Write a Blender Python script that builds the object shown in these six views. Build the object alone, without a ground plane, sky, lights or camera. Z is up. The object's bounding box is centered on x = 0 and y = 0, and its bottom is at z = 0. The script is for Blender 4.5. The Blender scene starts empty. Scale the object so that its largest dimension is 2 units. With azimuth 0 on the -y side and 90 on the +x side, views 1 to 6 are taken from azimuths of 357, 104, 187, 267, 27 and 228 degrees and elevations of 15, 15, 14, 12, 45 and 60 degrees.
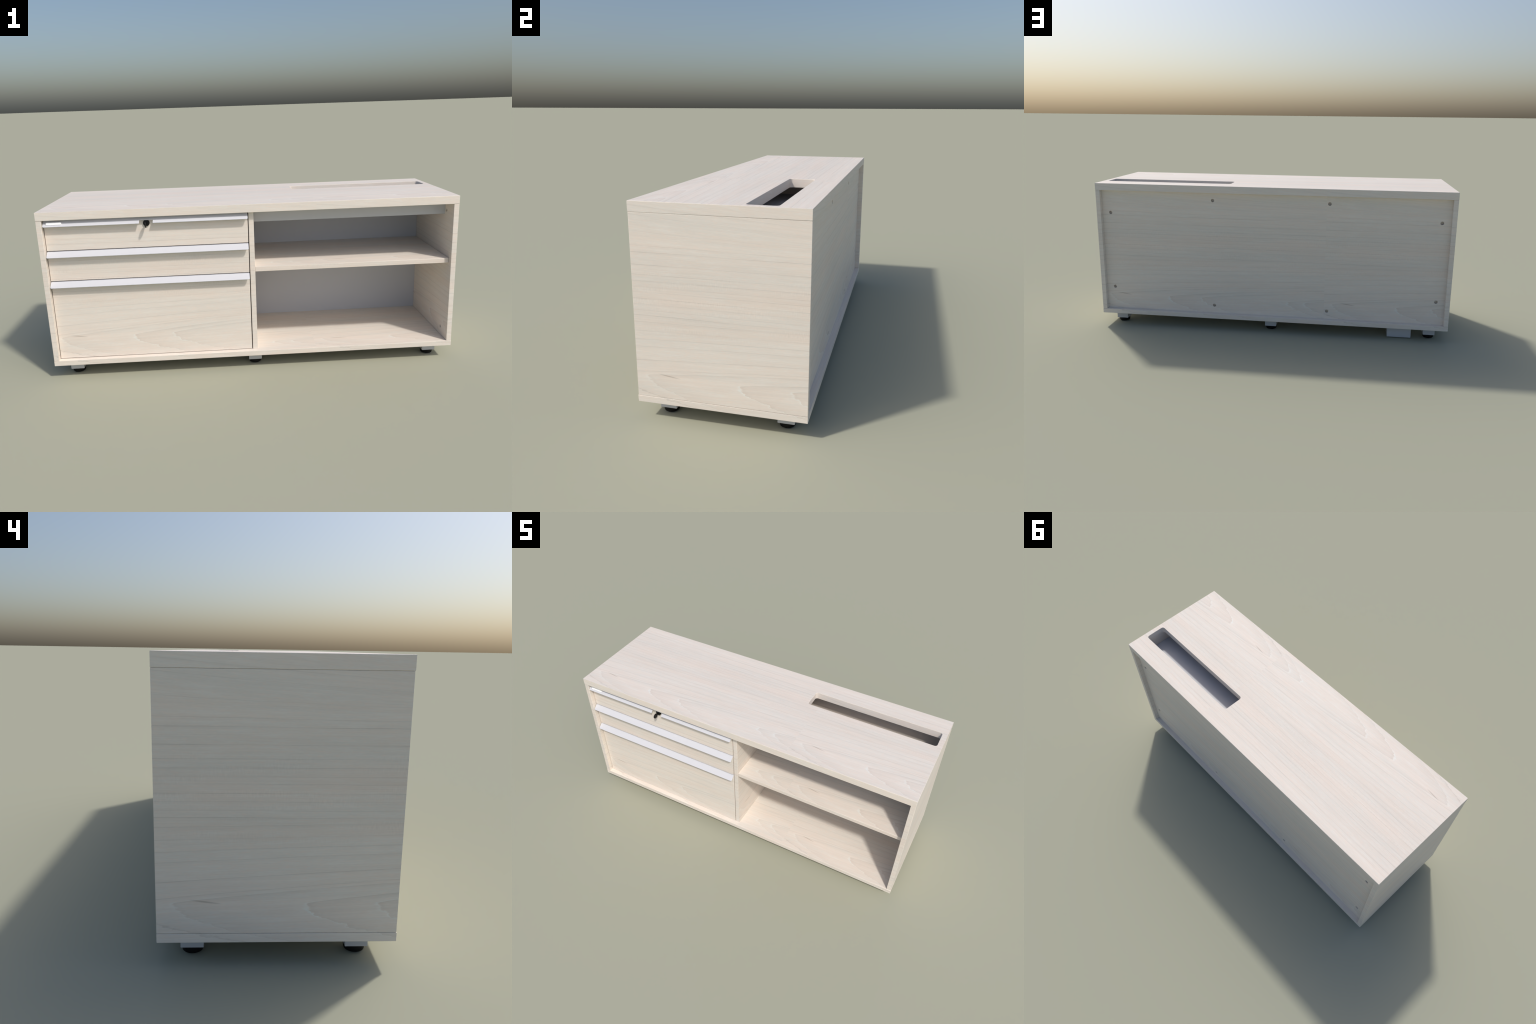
"""Low office storage cabinet: pale whitewashed wood carcass, three drawers with slanted
metal lip handles on the left, an open shelf bay with a cable tray on the right, six feet."""
import bpy, bmesh, math
from math import pi, sin, cos, sqrt
from mathutils import Vector, Matrix

# ------------------------------------------------------------------ overall sizes (metres)
FRONT, BACK = -0.3170, 0.3375          # carcass depth
BASE_Z, TOP_Z = 0.0701, 0.8422         # underside of the base, top of the worktop
TOP_T, BOARD = 0.0398, 0.0252          # worktop and board thickness
FLOOR_Z = BASE_Z + 0.0262              # upper side of the bottom board
UNDER_TOP = TOP_Z - TOP_T              # underside of the worktop
INNER = 1.0 - BOARD                    # inner face of the side boards
RECESS = -0.2903                       # plane of the drawer fronts, divider and shelf edge
BACK_IN, BACK_OUT = 0.2915, 0.3112     # back board
DIV = 0.0122                           # half thickness of the divider

# ------------------------------------------------------------------ node helpers
class Graph:
    def __init__(self, name):
        self.mat = bpy.data.materials.new(name)
        self.mat.use_nodes = True
        self.nt = self.mat.node_tree
        self.nt.nodes.clear()
        self.out = self.nt.nodes.new('ShaderNodeOutputMaterial')
        self.bsdf = self.nt.nodes.new('ShaderNodeBsdfPrincipled')
        self.nt.links.new(self.bsdf.outputs[0], self.out.inputs['Surface'])

    def put(self, sock, val):
        if isinstance(val, bpy.types.NodeSocket):
            self.nt.links.new(val, sock)
        else:
            sock.default_value = val

    def m(self, op, a, b=0.0, c=0.0, clamp=False):
        n = self.nt.nodes.new('ShaderNodeMath')
        n.operation = op
        n.use_clamp = clamp
        for s, v in zip(n.inputs, (a, b, c)):
            self.put(s, v)
        return n.outputs[0]

    def add(self, a, b): return self.m('ADD', a, b)
    def sub(self, a, b): return self.m('SUBTRACT', a, b)
    def mul(self, a, b): return self.m('MULTIPLY', a, b)
    def mad(self, a, b, c): return self.m('MULTIPLY_ADD', a, b, c)

    def step(self, v, lo, hi, to_lo=0.0, to_hi=1.0):
        n = self.nt.nodes.new('ShaderNodeMapRange')
        n.interpolation_type = 'SMOOTHSTEP'
        self.put(n.inputs[0], v)
        for i, x in enumerate((lo, hi, to_lo, to_hi)):
            n.inputs[1 + i].default_value = x
        return n.outputs[0]

    def pick(self, f, a, b):
        n = self.nt.nodes.new('ShaderNodeMix')
        self.put(n.inputs[0], f); self.put(n.inputs[2], a); self.put(n.inputs[3], b)
        return n.outputs[0]

    def col(self, f, a, b, blend='MIX'):
        n = self.nt.nodes.new('ShaderNodeMix')
        n.data_type = 'RGBA'; n.blend_type = blend
        self.put(n.inputs[0], f); self.put(n.inputs[6], a); self.put(n.inputs[7], b)
        return n.outputs[2]

    def vec(self, x, y, z=0.0):
        n = self.nt.nodes.new('ShaderNodeCombineXYZ')
        for s, v in zip(n.inputs, (x, y, z)):
            self.put(s, v)
        return n.outputs[0]

    def noise(self, vec, detail=2.0, rough=0.5, scale=1.0, dist=0.0):
        n = self.nt.nodes.new('ShaderNodeTexNoise')
        self.put(n.inputs['Vector'], vec)
        n.inputs['Scale'].default_value = scale
        n.inputs['Detail'].default_value = detail
        n.inputs['Roughness'].default_value = rough
        n.inputs['Distortion'].default_value = dist
        return n.outputs[0]

    def tooth(self, f, centre, left, right, weight):
        """a single line: rises over `left`, peaks at centre, fades over `right`"""
        x = self.sub(f, centre)
        k = self.m('MINIMUM', self.mad(x, 1 / left, 1.0), self.mad(x, -1 / right, 1.0))
        return self.m('MULTIPLY', self.m('MAXIMUM', k, 0.0), weight)

    def total(self, parts):
        out = parts[0]
        for p in parts[1:]:
            out = self.add(out, p)
        return out

# ------------------------------------------------------------------ the whitewashed veneer
LEAF = 1.3105                # length of one veneer leaf; leaves butt end to end with a visible seam
V_HEART = 0.108              # height of the cathedral's axis in the leaf

def limb_up(d):              # how far an arc runs along the grain while climbing d above the axis
    return 8.5 * d * (1 + 4 * d + 20 * d * d)

def wood(name, z_zero, u_shift=0.0):
    g = Graph(name)
    co = g.nt.nodes.new('ShaderNodeTexCoord')
    p = g.nt.nodes.new('ShaderNodeSeparateXYZ')
    g.nt.links.new(co.outputs['Object'], p.inputs[0])
    geo = g.nt.nodes.new('ShaderNodeNewGeometry')
    nn = g.nt.nodes.new('ShaderNodeSeparateXYZ')
    g.nt.links.new(geo.outputs['True Normal'], nn.inputs[0])
    x, y, z = p.outputs
    nx, ny, nz = nn.outputs
    side = g.m('GREATER_THAN', g.m('ABSOLUTE', nx), 0.72)
    face = g.m('GREATER_THAN', g.m('ABSOLUTE', ny), 0.72)
    sx, sy = g.m('SIGN', nx), g.m('SIGN', ny)
    # box projection: grain always runs horizontally, each board starts a fresh leaf at its left end
    u_side = g.add(g.mul(sx, y), g.mad(sx, -0.0103, 0.3272))
    u_face = g.sub(1.0, g.mul(sy, x))
    u = g.pick(side, g.pick(face, g.add(x, 1.0), u_face), u_side)
    u = g.m('MODULO', g.add(u, LEAF + u_shift), LEAF)
    upright = g.m('MAXIMUM', side, face)
    v = g.pick(upright, g.add(y, -FRONT), g.sub(z, z_zero))

    # slow waviness
    wob = g.sub(g.noise(g.vec(g.mul(u, 2.2), g.mul(v, 7.0), 3.1), 3), 0.5)
    fine = g.sub(g.noise(g.vec(g.mul(u, 50.0), g.mul(v, 95.0), 7.7), 3, 0.6), 0.5)
    vw = g.add(g.mad(wob, 0.007, v), g.mul(fine, 0.0014))

    # ---- cathedral field s: arcs opening along the grain, blunt lower limb, long shallow upper limb
    d = g.sub(vw, V_HEART)
    du = g.m('MAXIMUM', d, 0.0)
    dd = g.m('MAXIMUM', g.mul(d, -1.0), 0.0)
    poly = g.mad(g.mad(du, 20.0, 4.0), du, 1.0)
    up = g.mul(g.mul(g.mul(du, 8.5), poly), g.m('DIVIDE', du, g.add(du, 0.004)))
    down = g.mul(g.m('POWER', g.mul(dd, 10.0), 2.0), 0.25)
    s = g.sub(g.sub(u, up), down)
    near_tip = g.step(d, -0.07, 0.035, 1.0, 0.0)
    rag = g.sub(g.noise(g.vec(g.mul(u, 9.0), g.mul(v, 48.0), 15.0), 3, 0.6), 0.5)
    s = g.add(s, g.mul(g.mad(fine, 0.5, rag), g.mad(near_tip, 0.100, 0.01)))
    tips = [(0.045, .85), (0.405, 1.), (0.60, .8), (1.105, .7), (1.205, .7)]
    highs = [(0.150, .8), (0.187, 1.), (0.235, .7), (0.262, .9), (0.292, .6), (0.325, .8)]
    dark_a = g.total([g.tooth(s, t + 0.004, 0.005, 0.016, 0.40 * w) for t, w in tips]
                     + [g.tooth(s, t + 0.004, 0.005, 0.130, 0.50 * w) for t, w in tips])
    pale = g.total([g.tooth(s, t - 0.003, 0.012, 0.004, 0.85 * w) for t, w in tips]
                   + [g.tooth(s, t - 0.003, 0.080, 0.004, 0.28 * w) for t, w in tips])
    rings = []
    for hv, w in highs:
        t = 0.35 - limb_up(hv - V_HEART)
        dh = limb_up(hv - V_HEART + 0.001) - limb_up(hv - V_HEART)     # arc shift per millimetre
        rings += [g.tooth(s, t, 0.8 * dh, 1.6 * dh, 0.8 * w), g.tooth(s, t, 0.8 * dh, 7.0 * dh, 0.25 * w)]
    dark_b = g.total(rings)

    # ---- straight quarter-sawn field t above it, tilting down along the grain near the upper edge
    tilt = g.step(v, 0.56, 0.74, 0.0, 0.085)
    t = g.add(vw, g.mul(tilt, g.sub(u, 0.33)))
    straights = [(0.347, .8), (0.366, .5), (0.389, .6), (0.411, .9), (0.436, .6), (0.455, .5), (0.478, .7),
                 (0.501, 1.), (0.537, 1.1), (0.583, 1.1), (0.604, .6), (0.646, .5), (0.694, .45), (0.725, .45)]
    dark_c = g.total([g.tooth(t, c, 0.0019, 0.0010, 0.85 * w) for c, w in straights]
                     + [g.tooth(t, c, 0.0080, 0.0010, 0.20 * w) for c, w in straights])

    low = g.step(vw, 0.325, 0.345, 1.0, 0.0)
    vary = g.step(g.noise(g.vec(g.mul(u, 4.0), g.mul(v, 40.0), 1.3), 2), 0.30, 0.62, 0.35, 1.0)
    above = g.step(d, -0.015, 0.015, 0.55, 1.0)
    dark = g.add(g.mul(g.add(g.mul(dark_a, above), dark_b), low), g.mul(dark_c, g.sub(1.0, low)))
    broken = g.step(g.noise(g.vec(g.mul(u, 13.0), g.mul(v, 24.0), 51.0), 2), 0.36, 0.62, 0.30, 1.0)
    pale = g.mul(pale, broken)
    dark = g.mul(dark, g.pick(g.mul(low, g.step(d, 0.02, 0.06, 1.0, 0.0)), vary, 0.9))
    pale = g.mul(g.mul(pale, low), g.mul(g.step(d, 0.0, 0.03, 1.0, 0.30), g.step(d, -0.09, -0.03, 0.45, 1.0)))

    # ---- grain
    tg = g.pick(low, t, g.mad(u, -0.035, vw))
    stripes = g.sub(g.noise(g.vec(g.mul(u, 0.7), g.mul(tg, 75.0), 11.0), 4, 0.65), 0.5)
    hair = g.sub(g.noise(g.vec(g.mul(u, 7.0), g.mul(tg, 360.0), 5.0), 3, 0.65), 0.5)
    fibre = g.sub(g.noise(g.vec(g.mul(u, 60.0), g.mul(tg, 600.0), 2.0), 2, 0.6), 0.5)
    ray_mask = g.mul(g.mul(g.step(v, 0.24, 0.33), g.step(v, 0.46, 0.56, 1.0, 0.0)),
                     g.step(g.noise(g.vec(g.mul(u, 3.5), g.mul(v, 26.0), 9.0), 2), 0.42, 0.66))
    rays = g.mul(g.sub(g.noise(g.vec(g.mul(u, 230.0), g.mul(v, 55.0), 4.0), 2), 0.5), ray_mask)
    # small dark check in the cathedral
    fa = g.m('DIVIDE', g.sub(u, 0.132), 0.047)
    fb = g.m('DIVIDE', g.add(g.sub(v, 0.1125), g.mul(g.sub(u, 0.132), 0.13)), 0.0030)
    check = g.sub(1.0, g.add(g.mul(fa, fa), g.mul(fb, fb)))
    check = g.m('MAXIMUM', check, 0.0)

    # ---- colour
    tone = g.step(g.noise(g.vec(g.mul(u, 1.3), g.mul(tg, 15.0), 21.0), 4, 0.6), 0.34, 0.66)
    base = g.col(tone, WOOD_GREY, WOOD_WARM)
    patch = g.step(g.noise(g.vec(g.mul(u, 11.0), g.mul(tg, 95.0), 31.0), 3, 0.6), 0.42, 0.70)
    base = g.col(g.mul(patch, 0.55), base, WOOD_PALE)
    blush = g.step(g.noise(g.vec(g.mul(u, 42.0), g.mul(tg, 170.0), 41.0), 2, 0.6), 0.50, 0.68)
    base = g.col(g.mul(blush, 0.4), base, WOOD_BLUSH)
    peach = g.step(g.noise(g.vec(g.mul(u, 2.0), g.mul(tg, 8.0), 71.0), 3, 0.55), 0.48, 0.66)
    base = g.col(g.mul(peach, 0.28), base, WOOD_BLUSH)
    base = g.col(g.mul(pale, 0.85), base, WOOD_LIGHT)
    shade = g.mad(dark, -0.195, 1.0)
    shade = g.sub(shade, g.mul(g.mul(g.step(v, 0.22, 0.34), g.step(v, 0.50, 0.62, 1.0, 0.0)), 0.022))
    shade = g.sub(shade, g.mul(check, 0.30))
    broad = g.sub(g.noise(g.vec(g.mul(u, 1.6), g.mul(tg, 14.0), 61.0), 3, 0.6), 0.5)
    shade = g.add(shade, g.mul(broad, 0.115))
    shade = g.add(shade, g.mul(stripes, 0.130))
    shade = g.add(shade, g.mul(hair, 0.140))
    shade = g.add(shade, g.mul(fibre, 0.105))
    shade = g.add(shade, g.mul(rays, 0.17))
    grey = g.nt.nodes.new('ShaderNodeCombineColor')
    for i, k in enumerate((0.96, 1.0, 1.04)):          # darker grain is also a little warmer
        g.put(grey.inputs[i], g.mad(shade, k, 1.0 - k))
    base = g.col(1.0, base, grey.outputs[0], 'MULTIPLY')
    g.put(g.bsdf.inputs['Base Color'], base)
    g.bsdf.inputs['Roughness'].default_value = 0.55
    g.bsdf.inputs['Specular IOR Level'].default_value = 0.25
    bump = g.nt.nodes.new('ShaderNodeBump')
    bump.inputs['Strength'].default_value = 0.05
    bump.inputs['Distance'].default_value = 0.002
    g.put(bump.inputs['Height'], g.add(hair, g.mul(dark, -0.5)))
    g.put(g.bsdf.inputs['Normal'], bump.outputs[0])
    return g.mat

def rgb(r, gr, b):           # sRGB 0-255 to linear
    f = lambda c: (c / 255 / 12.92) if c / 255 <= 0.04045 else ((c / 255 + 0.055) / 1.055) ** 2.4
    return (f(r), f(gr), f(b), 1.0)

WOOD_GREY = rgb(231, 224, 214)
WOOD_WARM = rgb(235, 224, 212)
WOOD_PALE = rgb(237, 231, 222)
WOOD_BLUSH = rgb(240, 223, 209)
WOOD_LIGHT = rgb(240, 239, 232)

def paint(name, color, rough=0.45, spec=0.4, metallic=0.0, grain=0.0, scale=300.0):
    g = Graph(name)
    co = g.nt.nodes.new('ShaderNodeTexCoord')
    n = g.sub(g.noise(co.outputs['Object'], 3, 0.6, scale), 0.5)
    dark = tuple(c * (1 - grain) for c in color[:3]) + (1,)
    g.put(g.bsdf.inputs['Base Color'], g.col(g.mad(n, 1.0, 0.5), dark, color))
    g.bsdf.inputs['Roughness'].default_value = rough
    g.bsdf.inputs['Specular IOR Level'].default_value = spec
    g.bsdf.inputs['Metallic'].default_value = metallic
    return g.mat

M_CARCASS = wood('whitewashed_wood', BASE_Z + 0.006)
M_INSET = wood('whitewashed_wood_inset', FLOOR_Z + 0.003)
M_HANDLE = paint('white_enamel', rgb(214, 215, 220), 0.4, 0.4, grain=0.03)
M_STEEL = paint('grey_enamel', rgb(201, 202, 207), 0.45, 0.4, grain=0.04)
M_RUBBER = paint('black_rubber', rgb(12, 12, 12), 0.55, 0.3, grain=0.3)
M_PLASTIC = paint('black_plastic', rgb(11, 11, 11), 0.45, 0.3, grain=0.2)
M_LABEL = paint('white_label', rgb(254, 254, 254), 0.4, 0.4, grain=0.01)

# ------------------------------------------------------------------ mesh helpers
COL = bpy.context.scene.collection

def obj_from_bm(name, bm, mat, parent=None, smooth_angle=20):
    bmesh.ops.recalc_face_normals(bm, faces=bm.faces)
    me = bpy.data.meshes.new(name)
    bm.to_mesh(me)
    bm.free()
    me.materials.append(mat)
    me.polygons.foreach_set('use_smooth', [True] * len(me.polygons))
    me.set_sharp_from_angle(angle=math.radians(smooth_angle))
    ob = bpy.data.objects.new(name, me)
    COL.objects.link(ob)
    if parent is not None:
        ob.parent = parent
    return ob

def bm_box(x0, x1, y0, y1, z0, z1):
    bm = bmesh.new()
    bmesh.ops.create_cube(bm, size=1.0)
    for v in bm.verts:
        v.co = Vector(((x0 + x1) / 2 + v.co.x * (x1 - x0), (y0 + y1) / 2 + v.co.y * (y1 - y0),
                       (z0 + z1) / 2 + v.co.z * (z1 - z0)))
    return bm

def bevel_sharp(bm, width, seg=2, limit=40):
    es = [e for e in bm.edges if len(e.link_faces) == 2 and e.calc_face_angle(0) > math.radians(limit)]
    bmesh.ops.bevel(bm, geom=es, offset=width, segments=seg, profile=0.5, affect='EDGES', clamp_overlap=True)

def board(name, x, y, z, mat, parent, bevel=0.0016):
    bm = bm_box(x[0], x[1], y[0], y[1], z[0], z[1])
    bevel_sharp(bm, bevel)
    return obj_from_bm(name, bm, mat, parent)

def prism(outline, axis_a, axis_b, axis_n, depth, origin):
    """closed outline in the (a, b) plane, extruded along n"""
    bm = bmesh.new()
    a, b, n, o = (Vector(k) for k in (axis_a, axis_b, axis_n, origin))
    vs = [bm.verts.new(o + a * p[0] + b * p[1]) for p in outline]
    f = bm.faces.new(vs)
    r = bmesh.ops.extrude_face_region(bm, geom=[f])
    bmesh.ops.translate(bm, vec=n * depth, verts=[e for e in r['geom'] if isinstance(e, bmesh.types.BMVert)])
    return bm

def rounded_rect(x0, x1, y0, y1, radii, seg=8):
    """radii: (x0y0, x1y0, x1y1, x0y1)"""
    pts = []
    for (cx, cy, a0, r) in ((x0, y0, pi, radii[0]), (x1, y0, 1.5 * pi, radii[1]),
                            (x1, y1, 0, radii[2]), (x0, y1, 0.5 * pi, radii[3])):
        if r <= 0:
            pts.append((cx, cy)); continue
        ox = cx + (r if cx == x0 else -r)
        oy = cy + (r if cy == y0 else -r)
        for k in range(seg + 1):
            t = a0 + (pi / 2) * k / seg
            pts.append((ox + r * cos(t), oy + r * sin(t)))
    return pts

def carve(ob, cutters, bevel=0.0, limit=40):
    """subtract cutter meshes (bmesh) from ob, then soften the sharp edges"""
    helpers = []
    for bm in cutters:
        bmesh.ops.recalc_face_normals(bm, faces=bm.faces)
        me = bpy.data.meshes.new('cutter'); bm.to_mesh(me); bm.free()
        c = bpy.data.objects.new('cutter', me); COL.objects.link(c)
        md = ob.modifiers.new('cut', 'BOOLEAN'); md.operation = 'DIFFERENCE'; md.object = c; md.solver = 'EXACT'
        helpers.append(c)
    dg = bpy.context.evaluated_depsgraph_get()
    dg.update()
    new = bpy.data.meshes.new_from_object(ob.evaluated_get(dg))
    ob.modifiers.clear()
    old = ob.data
    nm = old.name
    bm = bmesh.new(); bm.from_mesh(new)
    bmesh.ops.dissolve_limit(bm, angle_limit=0.002, verts=bm.verts, edges=bm.edges)
    if bevel:
        bevel_sharp(bm, bevel, limit=limit)
    bm.to_mesh(old); bm.free()
    bpy.data.meshes.remove(new)
    old.polygons.foreach_set('use_smooth', [True] * len(old.polygons))
    old.set_sharp_from_angle(angle=math.radians(20))
    for c in helpers:
        me = c.data
        bpy.data.objects.remove(c); bpy.data.meshes.remove(me)

def cyl(cx, cy, cz, axis, r, depth, seg=32):
    """cylinder starting at the point and growing along +axis (unit vector)"""
    n = Vector(axis)
    a = n.orthogonal().normalized(); b = n.cross(a)
    out = [(r * cos(2 * pi * k / seg), r * sin(2 * pi * k / seg)) for k in range(seg)]
    return prism(out, a, b, n, depth, (cx, cy, cz))

# ------------------------------------------------------------------ the cabinet
cab = bpy.data.objects.new('storage_cabinet', None)
cab.empty_display_size = 0.2
COL.objects.link(cab)
cab['label'] = 'low pale whitewashed wood office cabinet with three drawers and open shelves'
cab['category'] = 'cabinet'

# worktop with the rounded cable slot
top = obj_from_bm('top_panel', bm_box(-1, 1, FRONT - 0.0003, BACK + 0.0003, UNDER_TOP, TOP_Z), M_CARCASS, cab)
SLOT = (0.2425, 0.9715, 0.1035, 0.2203)
slot = prism(rounded_rect(*SLOT, (0.0140,) * 4, 10), (1, 0, 0), (0, 1, 0), (0, 0, 1), 0.12, (0, 0, UNDER_TOP - 0.04))
carve(top, [slot], 0.0016, 40)

board('bottom_panel', (-1, 1), (FRONT, BACK), (BASE_Z, FLOOR_Z), M_CARCASS, cab)
left = board('side_panel', (-0.9996, -INNER), (FRONT + 0.001, BACK), (FLOOR_Z + 0.0005, UNDER_TOP - 0.0002), M_CARCASS, cab)
right = board('side_panel', (INNER, 0.9996), (FRONT + 0.001, BACK), (FLOOR_Z + 0.0005, UNDER_TOP - 0.0002), M_CARCASS, cab)
for s, ob in ((-1, left), (1, right)):      # fitting holes on the inner faces
    carve(ob, [cyl(s * (INNER + 0.018), -0.2264, h, (-s, 0, 0), 0.0082, 0.04, 24) for h in (0.7560, 0.1402)])

back = board('back_panel', (-INNER, INNER), (BACK_IN, BACK_OUT), (FLOOR_Z, UNDER_TOP), M_CARCASS, cab, 0.0006)
HOLES = [(sx * hx, hz) for sx in (-1, 1) for hx, hz in ((0.3265, 0.7583), (0.9277, 0.6720), (0.9279, 0.2288), (0.3270, 0.1428))]
carve(back, [cyl(hx, BACK_OUT - 0.0180, hz, (0, 1, 0), 0.0096, 0.04, 28) for hx, hz in HOLES])

board('divider_panel', (-DIV, DIV), (RECESS - 0.001, BACK_IN), (FLOOR_Z, UNDER_TOP), M_INSET, cab)
TRAY_Z = 0.7352
LINER = 0.2020
board('shelf', (DIV + 0.0003, INNER - 0.0010), (RECESS + 0.0005, LINER), (0.5032, 0.5270), M_CARCASS, cab)
board('liner_panel', (DIV, INNER), (LINER, LINER + 0.0025), (FLOOR_Z, TRAY_Z - 0.0002), M_STEEL, cab, 0.0005)

# folded sheet tray under the worktop: front lip and floor
bm = bmesh.new()
T = 0.0020
prof = [(-0.2085, UNDER_TOP), (-0.2085, TRAY_Z), (LINER + 0.0025, TRAY_Z), (LINER + 0.0025, TRAY_Z + T), (-0.2085 + T, TRAY_Z + T), (-0.2085 + T, UNDER_TOP)]
bm.free()
bm = prism(prof, (0, 1, 0), (0, 0, 1), (1, 0, 0), INNER - DIV - 0.0004, (DIV + 0.0002, 0, 0))
bevel_sharp(bm, 0.0008)
obj_from_bm('cable_tray', bm, M_STEEL, cab)

# ------------------------------------------------------------------ drawers
DX0, DX1 = -0.9722, -0.0162
FRONT_T = 0.022
HDROP, HOUT, HT = 0.0235, 0.0280, 0.0030     # handle lip: falls, comes forward, thickness

def handle(x0, x1, ztop, parent, notch=None):
    """flat lip slanting down and forward from the drawer's upper edge, lower corners rounded;
    notch = (x0, x1, start) cuts a window out of the free edge"""
    dirn = Vector((0, -HOUT, -HDROP)); L = dirn.length; dirn.normalize()
    nrm = dirn.cross(Vector((1, 0, 0))).normalized()
    if nrm.z < 0: nrm = -nrm
    r = 0.0065
    out = rounded_rect(x0, x1, 0.0, L, (0, 0, r, r), 6)
    if notch:
        n0, n1, start = notch
        cut = [(n1, L), (n1, start), (n0, start), (n0, L)]
        k = next(i for i, q in enumerate(out) if q[1] > L - 1e-6 and q[0] > n1) + 1
        out = out[:k] + cut + out[k:]
    bm = prism(out, (1, 0, 0), dirn, -nrm, HT, Vector((0, RECESS - 0.0002, ztop)))
    bevel_sharp(bm, 0.0008, 2, 50)
    lip = bm
    # small flange lying on the drawer's edge
    b2 = bm_box(x0 + 0.001, x1 - 0.001, RECESS - 0.001, RECESS + 0.012, ztop - 0.0015, ztop + 0.0003)
    me = bpy.data.meshes.new('tmp'); b2.to_mesh(me); b2.free(); lip.from_mesh(me); bpy.data.meshes.remove(me)
    return obj_from_bm('handle', lip, M_HANDLE, parent)

DRAWERS = [(0.6515, 0.7965), (0.5020, 0.6478), (0.0985, 0.4983)]
drawers = []
for z0, z1 in DRAWERS:
    d = board('drawer', (DX0, DX1), (RECESS, RECESS + FRONT_T), (z0, z1 - 0.0018), M_INSET, cab)
    box = board('drawer_box', (DX0 + 0.004, DX1 - 0.004), (RECESS + FRONT_T, RECESS + 0.50), (z0 - 0.0006, z1 + 0.0020), M_STEEL, d)
    drawers.append(d)
LOCK_X, LOCK_Z = -0.4945, 0.7690
GAP = (-0.5252, -0.4615)
handle(DX0 + 0.001, DX1, DRAWERS[0][1], drawers[0], (GAP[0], GAP[1], 0.0165))
for k in (1, 2):
    handle(DX0 + 0.001, DX1, DRAWERS[k][1], drawers[k])

# lock: dark barrel on the upper drawer front, key standing out of it
bm = cyl(LOCK_X, RECESS + 0.008, LOCK_Z, (0, -1, 0), 0.0153, 0.0150, 40)
bevel_sharp(bm, 0.0014, 3, 50)
obj_from_bm('lock', bm, M_PLASTIC, drawers[0])
# key: flat oval bow in the vertical plane with a narrow neck
N = 48
KY, KZ = -0.3214, 0.7662
out = []
for k in range(N):
    a = 2 * pi * k / N
    rr = 1 / sqrt((cos(a) / 0.0161) ** 2 + (sin(a) / 0.0140) ** 2)
    neck = max(0.0, cos(a)) ** 6
    py, pz = rr * cos(a), rr * sin(a) * (1 - 0.15 * neck)
    out.append((py, pz))
bm = prism(out, (0, 1, 0), (0, 0, 1), (1, 0, 0), 0.0052, (LOCK_X - 0.0026, KY, KZ))
bevel_sharp(bm, 0.0012, 2, 50)
key = obj_from_bm('key', bm, M_PLASTIC, drawers[0])
carve(key, [cyl(LOCK_X - 0.01, -0.3315, 0.7680, (1, 0, 0), 0.0029, 0.02, 16)])
b2 = bm_box(LOCK_X - 0.0026, LOCK_X + 0.0026, -0.3075, -0.296, 0.7640, 0.7725)
bm = bmesh.new(); bm.from_mesh(key.data)
me = bpy.data.meshes.new('tmp'); b2.to_mesh(me); b2.free(); bm.from_mesh(me); bpy.data.meshes.remove(me)
bm.to_mesh(key.data); bm.free()

# white label strip clipped on the left end of the upper handle
bm = prism(rounded_rect(-0.9550, -0.8840, 0.0, 0.0125, (0.0058,) * 4, 8), (1, 0, 0),
           Vector((0, -0.40, -0.92)).normalized(), Vector((0, 0.92, -0.40)).normalized(), 0.012, (0, -0.3075, 0.7925))
bevel_sharp(bm, 0.0008, 2, 50)
obj_from_bm('label', bm, M_LABEL, drawers[0])

# ------------------------------------------------------------------ feet
H, BLK = 0.0330, 0.0213
bm = bm_box(-H, H, -H, H, BLK, BASE_Z)
bevel_sharp(bm, 0.0016)
foot_mesh = obj_from_bm('foot', bm, M_STEEL, cab)
bm = bmesh.new()
rings = [(0.0240, 0.0), (0.0268, 0.0006), (0.0290, 0.0024), (0.0304, 0.0058), (0.0310, 0.0110), (0.0310, BLK - 0.0003)]
SEG = 40
loops = [[bm.verts.new((r * cos(2 * pi * k / SEG), r * sin(2 * pi * k / SEG), h)) for k in range(SEG)] for r, h in rings]
for a, b in zip(loops, loops[1:]):
    for k in range(SEG):
        bm.faces.new((a[k], a[(k + 1) % SEG], b[(k + 1) % SEG], b[k]))
bm.faces.new(loops[0][::-1]); bm.faces.new(loops[-1])
pad = obj_from_bm('foot_pad', bm, M_RUBBER, foot_mesh, 40)
FEET = [(fx, fy) for fx in (-0.9070, 0.0, 0.9070) for fy in (-0.2215, 0.2460)]
for i, (fx, fy) in enumerate(FEET):
    if i == 0:
        foot_mesh.location = (fx, fy, 0)
        continue
    f = foot_mesh.copy(); f.location = (fx, fy, 0); COL.objects.link(f); f.parent = cab
    q = pad.copy(); COL.objects.link(q); q.parent = f

# closed metal housing of the tilt guard under the drawer side
board('support_block', (-0.8065, -0.6728), (0.1950, 0.2890), (0.0015, BASE_Z), M_STEEL, cab, 0.0016)
